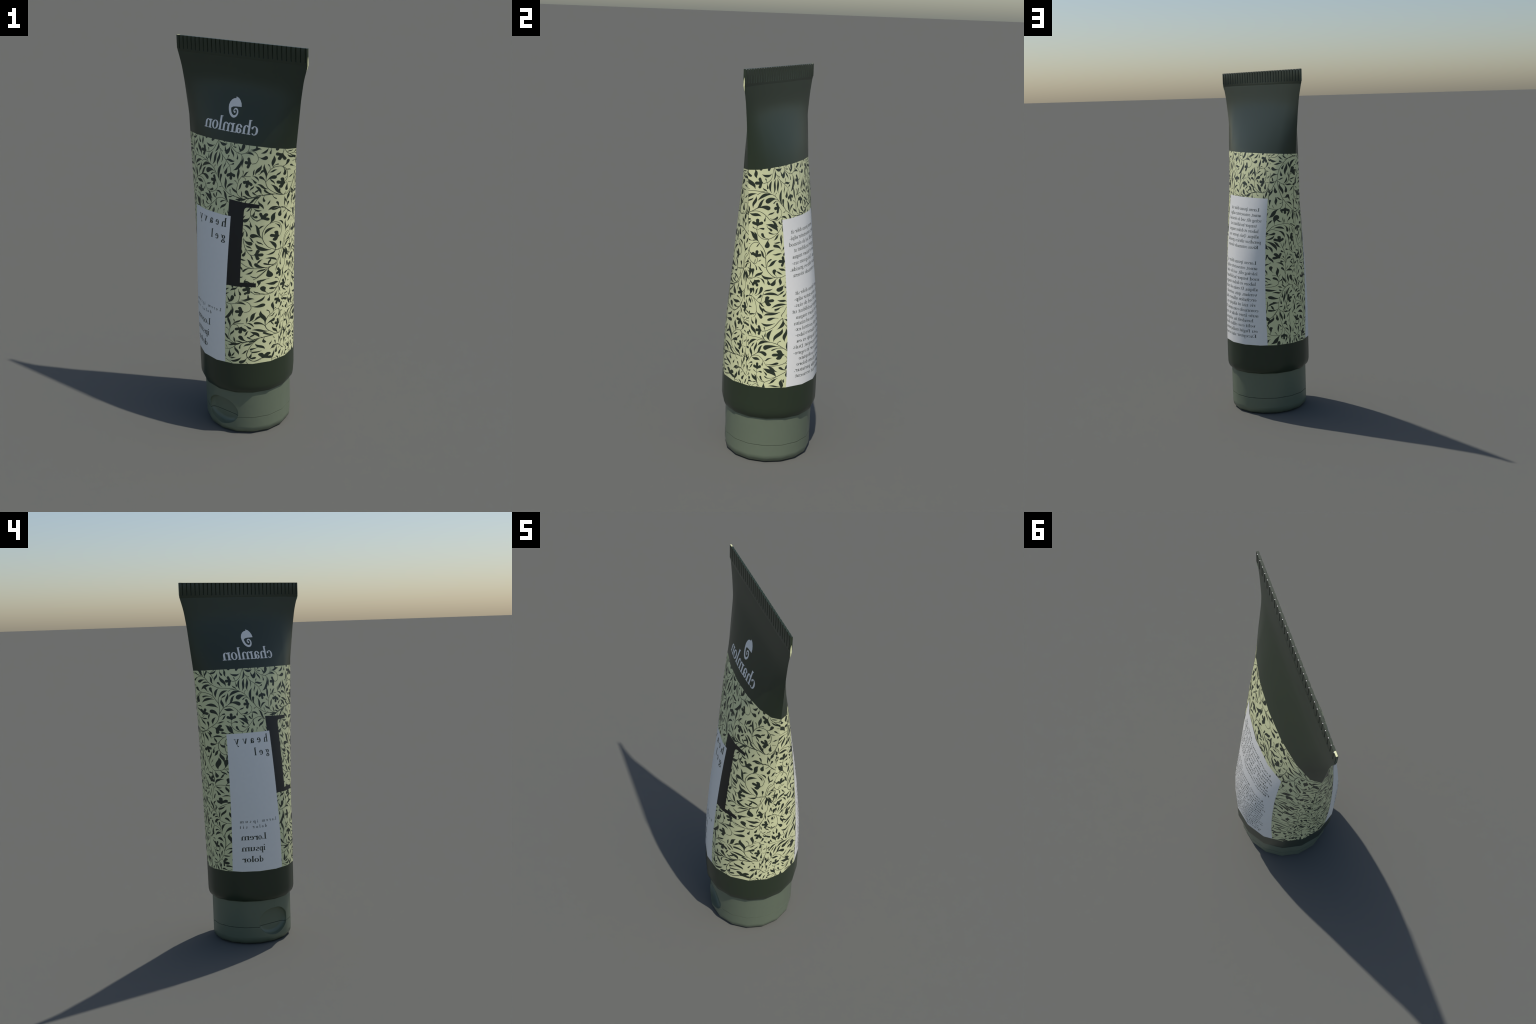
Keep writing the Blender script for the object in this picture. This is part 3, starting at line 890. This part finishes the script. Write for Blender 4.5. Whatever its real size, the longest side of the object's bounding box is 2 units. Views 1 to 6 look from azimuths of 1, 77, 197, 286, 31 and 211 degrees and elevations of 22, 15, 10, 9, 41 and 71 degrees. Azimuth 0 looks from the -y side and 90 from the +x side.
def leaf_shape(ink, kind, bx, by, tx, ty, size, bend):
    length = math.hypot(tx - bx, ty - by)
    nx, ny = -(ty - by) / length, (tx - bx) / length
    sway = bend * 0.17 * length
    twist = 0.0 if bend else 0.05 * length * (1 if (bx * 7919 + by * 104729) % 2 < 1 else -1)
    n = 13
    pts, widths = [], []
    for i in range(n):
        t = i / (n - 1)
        if kind == "drop":
            t = 1 - (1 - t) ** 1.25
        off = sway * 4 * t * (1 - t) + twist * math.sin(2 * math.pi * t)
        pts.append((bx + (tx - bx) * t + nx * off, by + (ty - by) * t + ny * off))
        if kind == "blade":
            w = BLADE_WIDTH[size] * length * max(math.sin(math.pi * t ** 1.05), 0.0) ** 1.15
            floor = 0.0016 if t < 0.3 else 0.0004
        else:
            full = min(DROP_WIDTH[size] * length, 0.027)
            head = full / 2 / length
            if t < 1 - head:
                w = full * smoothstep(t / (1 - head)) ** 1.15
            else:
                w = full * math.sqrt(max(1 - ((t - 1 + head) / head) ** 2, 0.0))
            floor = 0.0018 if t < 0.5 else 0.0
        widths.append(max(w, floor))
    ink.ribbon(pts, widths)


def blossom_shape(ink, x, y, heading):
    a = math.radians(heading)
    fx, fy = math.cos(a), math.sin(a)
    def at(along, aside):
        return x + fx * along - fy * aside, y + fy * along + fx * aside
    def lobe(p, q, wide):
        pts, widths = [], []
        for i in range(11):
            t = i / 10
            pts.append((p[0] + (q[0] - p[0]) * t, p[1] + (q[1] - p[1]) * t))
            r = math.hypot(q[0] - p[0], q[1] - p[1])
            head = wide / 2 / r
            widths.append(wide * (0.72 + 0.28 * smoothstep(t / (1 - head))) if t < 1 - head
                          else wide * math.sqrt(max(1 - ((t - 1 + head) / head) ** 2, 0.0)))
        ink.ribbon(pts, widths)
    lobe(at(-0.010, 0), at(0.0215, 0), 0.0155)
    lobe(at(-0.008, 0.002), at(0.0035, 0.0255), 0.0150)
    lobe(at(-0.008, -0.002), at(0.0035, -0.0255), 0.0150)
    ink.polygon([at(-0.0175, 0), at(-0.009, -0.0095), at(0.002, -0.013), at(0.006, 0), at(0.002, 0.013), at(-0.009, 0.0095)])


MM = 0.001


def filler_sprigs():
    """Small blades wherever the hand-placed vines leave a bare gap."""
    taken, runs = [], []
    for region in VINE_STEMS.values():
        for line in region:
            path = smooth_path(line, 4)
            taken += path
            runs += [(a, b) for a, b in zip(path, path[1:])]
    for region in SPRIGS.values():
        for kind, bx, by, tx, ty, size, bend in region:
            nx, ny = -(ty - by), tx - bx
            for i in range(7):
                t = i / 6
                off = bend * 0.17 * 4 * t * (1 - t)
                taken.append((bx + (tx - bx) * t + nx * off, by + (ty - by) * t + ny * off))
    for x, y, heading in BLOSSOMS:
        taken += [(x + 18 * math.cos(a), y + 18 * math.sin(a)) for a in range(6)] + [(x, y)]
    repeat = PATTERN_REPEAT * 1000
    taken = [(x, y + d) for x, y in taken for d in (-repeat, 0, repeat)]
    cells = {}
    def remember(x, y):
        cells.setdefault((int(x // 25), int(y // 25)), []).append((x, y))
    for p in taken:
        remember(*p)
    def free(x, y, r):
        cx, cy = int(x // 25), int(y // 25)
        return all(math.hypot(x - px, y - py) > r for i in (-1, 0, 1) for j in (-1, 0, 1)
                   for px, py in cells.get((cx + i, cy + j), ()))
    added = []
    for radius in (16.5,):
        for row in range(124):
            for col in range(138):
                x, y = -345 + col * 6 + (row % 2) * 3, 797 + row * 6
                if not free(x, y, radius):
                    continue
                (ax, ay), (bx, by) = min(runs, key=lambda r: math.hypot(r[0][0] - x, r[0][1] - y))
                heading = math.atan2(by - ay, bx - ax) + (0.6 if (row + col) % 2 else -0.6)
                half = radius * 1.05
                dx, dy = half * math.cos(heading), half * math.sin(heading)
                kind = "drop" if (row * 7 + col * 3) % 4 == 0 else "blade"
                added.append((kind, x - dx, y - dy, x + dx, y + dy, 2, 0))
                for i in range(5):
                    t = i / 2 - 1
                    for d in (-repeat, 0, repeat):
                        remember(x + dx * t, y + dy * t + d)
    return added


SPRIGS["gap_fillers"] = filler_sprigs()
for side, to_column in ((FRONT, artwork_front), (BACK, artwork_back)):
    stems, leaves, blossoms = Ink(), Ink(), Ink()
    for drop in (PATTERN_REPEAT, 0.0, -PATTERN_REPEAT):
        for region in VINE_STEMS.values():
            for line in region:
                pts = smooth_path([(x * MM, y * MM + drop) for x, y in line])
                if min(p[1] for p in pts) < BAND_TOP and max(p[1] for p in pts) > BAND_FOOT:
                    stems.ribbon(pts, [0.0023] * len(pts))
        for region in SPRIGS.values():
            for kind, bx, by, tx, ty, size, bend in region:
                lo, hi = min(by, ty) * MM + drop, max(by, ty) * MM + drop
                if lo < BAND_TOP and hi > BAND_FOOT:
                    leaf_shape(leaves, kind, bx * MM, by * MM + drop, tx * MM, ty * MM + drop, size, bend)
        for x, y, heading in BLOSSOMS:
            if BAND_FOOT - 0.03 < y * MM + drop < BAND_TOP + 0.03:
                blossom_shape(blossoms, x * MM, y * MM + drop, heading)
    for ink, name, lift in ((stems, "printed_vine_stem", 0.00020), (leaves, "printed_leaf", 0.00027),
                            (blossoms, "printed_blossom", 0.00034)):
        mesh = ink.wrap(name, side, lift, to_column, BAND_FOOT + 0.0005, BAND_TOP)
        add_object(name, mesh, INK_GREEN, sleeve, stuff=True)


# ----------------------------------------------------------- lettering
THICK, THIN = 0.25, 0.085                    # stroke weights in x-heights


class Letters:
    """High contrast book letters drawn from stems, rings, hairlines, balls."""

    def __init__(self, ink, weight=1.0):
        self.ink, self.weight = ink, weight

    def start(self, place):
        self.place = place                   # maps letter units to the panel

    def quad(self, *corners):
        self.ink.polygon([self.place(x, y) for x, y in corners])

    def stem(self, x, y0, y1, w=None):
        w = (w or THICK * self.weight) / 2
        self.quad((x - w, y0), (x + w, y0), (x + w, y1), (x - w, y1))

    def hair(self, x0, x1, y, h=THIN):
        self.quad((x0, y), (x1, y), (x1, y + h), (x0, y + h))

    def foot(self, x, y=0.0, half=0.24):
        self.hair(x - half, x + half, y)

    def flag(self, x, y):
        self.hair(x - 0.24, x, y - THIN)

    def slope(self, x0, y0, x1, y1, w):
        w /= 2
        self.quad((x0 - w, y0), (x0 + w, y0), (x1 + w, y1), (x1 - w, y1))

    def ball(self, x, y, r=0.12):
        self.ink.polygon([self.place(x + r * math.cos(i * math.pi / 5), y + r * math.sin(i * math.pi / 5)) for i in range(10)])

    def ring(self, cx, cy, rx, ry, a0=0, a1=360):
        side, thin = THICK * self.weight, THIN
        steps = max(5, int(abs(a1 - a0) / 22))
        base = len(self.ink.verts)
        h = self.ink._layer()
        for i in range(steps + 1):
            a = math.radians(a0 + (a1 - a0) * i / steps)
            c, s = math.cos(a), math.sin(a)
            p = self.place(cx + rx * c, cy + ry * s)
            q = self.place(cx + (rx - side) * c, cy + (ry - thin) * s)
            self.ink.verts += [(*p, h), (*q, h)]
        for i in range(steps):
            b = base + 2 * i
            self.ink.faces.append((b, b + 1, b + 3, b + 2))

    def arch(self, x0, x1):
        """Shoulder springing from the stem at x0 into a stem at x1."""
        half = (x1 - x0) / 2
        self.ring(x0 + half + 0.06, 0.62, half + 0.065, 0.38, 0, 150)
        self.stem(x1, 0, 0.64)
        self.foot(x1)

    def draw(self, ch):
        """Draws one letter, returns its set width."""
        s, r = self, self.ring
        if ch == "a":
            r(0.36, 0.27, 0.33, 0.29); r(0.38, 0.66, 0.37, 0.35, 0, 165); s.ball(0.12, 0.74)
            s.stem(0.64, 0.08, 0.68); s.hair(0.62, 0.92, 0); return 0.95
        if ch == "b":
            s.stem(0.2, 0, 1.6); s.flag(0.2, 1.6); r(0.52, 0.5, 0.42, 0.51); return 1.0
        if ch == "c":
            r(0.46, 0.5, 0.43, 0.51, 48, 318); s.ball(0.72, 0.76, 0.13); return 0.9
        if ch == "d":
            r(0.46, 0.5, 0.42, 0.51); s.stem(0.78, 0, 1.6); s.flag(0.78, 1.6); s.hair(0.78, 1.0, 0); return 1.06
        if ch == "e":
            r(0.46, 0.5, 0.43, 0.51, 0, 325); s.hair(0.12, 0.88, 0.49); return 0.93
        if ch == "f":
            s.stem(0.26, 0, 1.3); s.foot(0.26); s.hair(0.04, 0.56, 0.9)
            r(0.5, 1.28, 0.37, 0.33, 20, 180); s.ball(0.74, 1.42, 0.11); return 0.62
        if ch == "g":
            r(0.42, 0.66, 0.38, 0.36); r(0.45, -0.2, 0.44, 0.27); s.hair(0.14, 0.72, 0.06, 0.13)
            s.slope(0.68, 0.9, 0.84, 0.97, 0.1); s.ball(0.88, 0.93, 0.1); return 0.96
        if ch in "hnm":
            s.stem(0.22, 0, 1.6 if ch == "h" else 1.0); s.foot(0.22); s.flag(0.22, 1.6 if ch == "h" else 1.0)
            s.arch(0.22, 0.82)
            if ch != "m":
                return 1.1
            s.arch(0.82, 1.42); return 1.7
        if ch in "il":
            s.stem(0.24, 0, 1.0 if ch == "i" else 1.6); s.foot(0.24); s.flag(0.24, 1.0 if ch == "i" else 1.6)
            if ch == "i":
                s.ball(0.22, 1.38, 0.14)
            return 0.5
        if ch == "o":
            r(0.46, 0.5, 0.44, 0.51); return 0.94
        if ch == "p":
            s.stem(0.22, -0.52, 1.0); s.foot(0.22, -0.52); s.flag(0.22, 1.0); r(0.56, 0.5, 0.42, 0.51); return 1.04
        if ch == "q":
            r(0.46, 0.5, 0.42, 0.51); s.stem(0.78, -0.52, 1.0); s.foot(0.78, -0.52); return 1.04
        if ch == "r":
            s.stem(0.22, 0, 1.0); s.foot(0.22); s.flag(0.22, 1.0); r(0.56, 0.62, 0.34, 0.38, 60, 165); s.ball(0.66, 0.84, 0.13); return 0.8
        if ch == "s":
            r(0.38, 0.74, 0.32, 0.27, 30, 250); r(0.40, 0.26, 0.34, 0.27, -150, 75)
            s.slope(0.20, 0.60, 0.60, 0.38, 0.28); return 0.8
        if ch == "t":
            s.stem(0.26, 0.1, 1.3); s.hair(0.04, 0.56, 0.9); s.hair(0.2, 0.56, 0, 0.12); return 0.6
        if ch == "u":
            s.stem(0.22, 0.34, 1.0); s.flag(0.22, 1.0); r(0.52, 0.36, 0.42, 0.37, 180, 330)
            s.stem(0.80, 0, 1.0); s.flag(0.80, 1.0); s.hair(0.8, 1.02, 0); return 1.08
        if ch in "vy":
            s.slope(0.2, 1.0, 0.5, 0, 0.26); s.slope(0.84, 1.0, 0.53, 0, 0.09)
            s.hair(0.0, 0.42, 1.0 - THIN); s.hair(0.66, 1.0, 1.0 - THIN)
            if ch == "y":
                s.slope(0.53, 0.06, 0.34, -0.44, 0.09); s.ball(0.26, -0.43, 0.12)
            return 1.0
        if ch == "x":
            s.slope(0.2, 1.0, 0.76, 0, 0.26); s.slope(0.78, 1.0, 0.16, 0, 0.09)
            s.foot(0.2); s.foot(0.74); s.hair(0.0, 0.4, 1.0 - THIN); s.hair(0.6, 0.96, 1.0 - THIN); return 0.98
        if ch == "L":
            s.stem(0.3, 0, 1.55, 0.3); s.foot(0.3, 1.55 - THIN, 0.3); s.hair(0.0, 1.06, 0); s.slope(0.98, 0, 1.04, 0.45, 0.09); return 1.16
        if ch == "R":
            s.stem(0.3, 0, 1.55, 0.3); s.foot(0.3, 0, 0.3); s.hair(0.0, 0.6, 1.55 - THIN)
            r(0.5, 1.13, 0.55, 0.42, -90, 90); s.slope(0.66, 0.74, 0.98, 0, 0.3); return 1.2
        if ch == "U":
            s.stem(0.28, 0.4, 1.55, 0.3); s.stem(1.06, 0.4, 1.55, 0.09); r(0.6, 0.42, 0.47, 0.44, 180, 360)
            s.foot(0.28, 1.55 - THIN, 0.28); s.foot(1.06, 1.55 - THIN, 0.22); return 1.3
        if ch == "D":
            s.stem(0.3, 0, 1.55, 0.3); r(0.45, 0.775, 0.82, 0.78, -90, 90); s.hair(0.0, 0.5, 0); s.hair(0.0, 0.5, 1.55 - THIN); return 1.35
        if ch == "E":
            s.stem(0.3, 0, 1.55, 0.3); s.hair(0.0, 1.0, 0); s.hair(0.0, 1.0, 1.55 - THIN); s.hair(0.3, 0.75, 0.75)
            s.stem(0.97, 0, 0.4, 0.08); s.stem(0.97, 1.2, 1.55, 0.08); return 1.14
        if ch == "Q":
            r(0.7, 0.775, 0.64, 0.8); s.slope(0.7, 0.0, 1.1, -0.35, 0.22); return 1.42
        if ch == ".":
            s.ball(0.2, 0.1, 0.13); return 0.42
        if ch == ",":
            s.ball(0.2, 0.1, 0.13); s.slope(0.26, 0.06, 0.16, -0.26, 0.1); return 0.42
        if ch == "-":
            s.hair(0.06, 0.46, 0.42, 0.14); return 0.52
        return 0.55                              # word space


def set_line(ink, words, x_height, start, end, baseline, weight=1.0, tracking=0.0):
    """Sets one line so that it runs from start to end (mirror-set artwork)."""
    pen = Letters(Ink(), weight)
    pen.start(lambda x, y: (x, y))
    total = sum(pen.draw(c) + tracking for c in words) - tracking
    squeeze = (end - start) / (total - 0.06)
    pen = Letters(ink, weight)
    at = 0.0
    for c in words:
        pen.start(lambda x, y, at=at: (start + (at + x - 0.03) * squeeze, baseline + y * x_height))
        at += pen.draw(c) + tracking


def emblem(ink):
    """Curled-tail mark above the name: a domed head over a tapering spiral."""
    def put(x, y):                               # emblem drawn 100 units tall
        return 0.0010 + x * 0.00097, 1.6487 + y * 0.00095
    # head: crest notch at the top, slanting jaw on the right
    dome = [(41, 55), (37, 71), (29, 84), (17, 95), (0, 101), (1, 93), (-12, 91),
            (-25, 84), (-35, 72), (-40, 57), (-39, 44), (-24, 44), (-12, 51), (2, 53)]
    centre = (0, 72)
    for i in range(len(dome)):
        ink.polygon([put(*centre), put(*dome[i]), put(*dome[(i + 1) % len(dome)])])
    # tail: runs down the left side, round the foot and curls inward
    spine = [(-31.5, 46), (-29, 34), (-22, 19), (-11, 9), (2, 5), (14, 10), (21, 22), (19, 36),
             (9, 43), (-1, 39), (-3, 30), (3, 25)]
    path = smooth_path(spine, 6)
    widths = []
    for i in range(len(path)):
        t = i / (len(path) - 1)
        widths.append((11.5 * (1 - t) + 4.2) * 0.00095)
    ink.ribbon([put(*p) for p in path], widths)
    x, y = put(4, 27)
    ink.disc(x, y, 0.0048)


# name and emblem on the dark shoulder
logo = Ink()
set_line(logo, "chamlon", 0.0415, 0.1555, -0.1797, 1.5828, 1.0)
add_object("printed_name", logo.wrap("printed_name", FRONT, 0.0003, straight_front), WHITE, shoulder)
mark = Ink()
emblem(mark)
add_object("printed_emblem", mark.wrap("printed_emblem", FRONT, 0.0003, straight_front), WHITE, shoulder)


# white panels
def panel(name, face, x0, x1, z0, z1, lift):
    ink = Ink()
    ink.polygon([(x0, z0), (x1, z0), (x1, z1), (x0, z1)])
    to_column = straight_front if face == FRONT else straight_back
    return add_object(name, ink.wrap(name, face, lift, to_column, broad=True), WHITE)


front_panel = panel("label_panel", FRONT, -0.2085, 0.0495, 0.4268, 1.1875, 0.0006)
back_panel = panel("label_panel", BACK, -0.2000, 0.1755, 0.4268, 1.2817, 0.0006)

# black slab letter, half hidden by the front panel
bar = Ink()
bar.polygon([(0.0335, 0.8440), (0.1210, 0.8440), (0.1210, 1.2200), (0.1210, 1.2640), (0.0335, 1.2690)])
bar.polygon([(0.1210, 1.2180), (0.1222, 1.2290), (0.1258, 1.2370), (0.1330, 1.2415), (0.1940, 1.2434), (0.1940, 1.2608), (0.1210, 1.2640)])
bar.polygon([(0.1210, 0.8440), (0.1920, 0.8455), (0.1920, 0.8662), (0.1210, 0.8657)])
add_object("printed_slab_letter", bar.wrap("printed_slab_letter", FRONT, 0.00045, straight_front, broad=True), BLACK, sleeve)

TEXT_LIFT = 0.00078
FRONT_LINES = [                                  # words, x-height, start, end, baseline, weight, tracking
    ("heavy", 0.0275, 0.0270, -0.1720, 1.1300, 1.1, 0.62),
    ("gel", 0.0265, 0.0272, -0.0676, 1.0625, 1.1, 0.62),
    ("Lorem ipsum", 0.0108, 0.0260, -0.1781, 0.6985, 1.0, 0.75),
    ("dolor sit", 0.0108, -0.0392, -0.1797, 0.6680, 1.0, 0.75),
    ("Lorem", 0.0225, -0.0472, -0.1770, 0.6030, 1.0, 0.0),
    ("ipsum", 0.0225, -0.0581, -0.1768, 0.5408, 1.0, 0.0),
    ("dolor", 0.0215, -0.0720, -0.1747, 0.4790, 1.0, 0.0),
]
for words, size, start, end, base, weight, tracking in FRONT_LINES:
    ink = Ink()
    set_line(ink, words, size, start, end, base, weight, tracking)
    add_object("label_text", ink.wrap("label_text", FRONT, TEXT_LIFT, straight_front), INK_GREEN, front_panel)

BACK_BLOCKS = [
    (1.2058, 0.03066, [("Lorem ipsum dolor sit", 148), ("amet, consectetur adipi-", 161),
                       ("scing elit, sed do eiusmod", 168), ("tempor incididunt ut", 139),
                       ("labore et dolore magna", 153), ("aliqua. Quis ipsum sus-", 157),
                       ("pendisse ultrices gravida.", 171), ("Risus commodo viverra", 156)]),
    (0.9006, 0.03072, [("Lorem ipsum dolor sit", 150), ("amet, consectetur adip-", 158),
                       ("isicing elit, sed do eius-", 160), ("mod tempor incididunt ut", 171),
                       ("labore et dolore magna", 152), ("aliqua. Ut enim ad minim", 165),
                       ("veniam, quis nostrud ex-", 161), ("ercitation ullamco labo-", 158),
                       ("ris nisi ut aliquip ex ea", 153), ("commodo consequat. Duis", 169),
                       ("aute irure dolor in repre-", 169), ("henderit in voluptate", 141),
                       ("velit esse cillum dolore", 152), ("eu fugiat nulla pariatur.", 163),
                       ("Excepteur sint occaecat", 156)]),
]
CENTRE_LINE = -0.0122
for top, leading, lines in BACK_BLOCKS:
    ink = Ink()
    for i, (words, left) in enumerate(lines):
        start = -left * MM
        set_line(ink, words, 0.0122, start, 2 * CENTRE_LINE - start, top - i * leading, 0.8)
    add_object("label_text", ink.wrap("label_text", BACK, TEXT_LIFT, straight_back), INK_GREEN, back_panel)
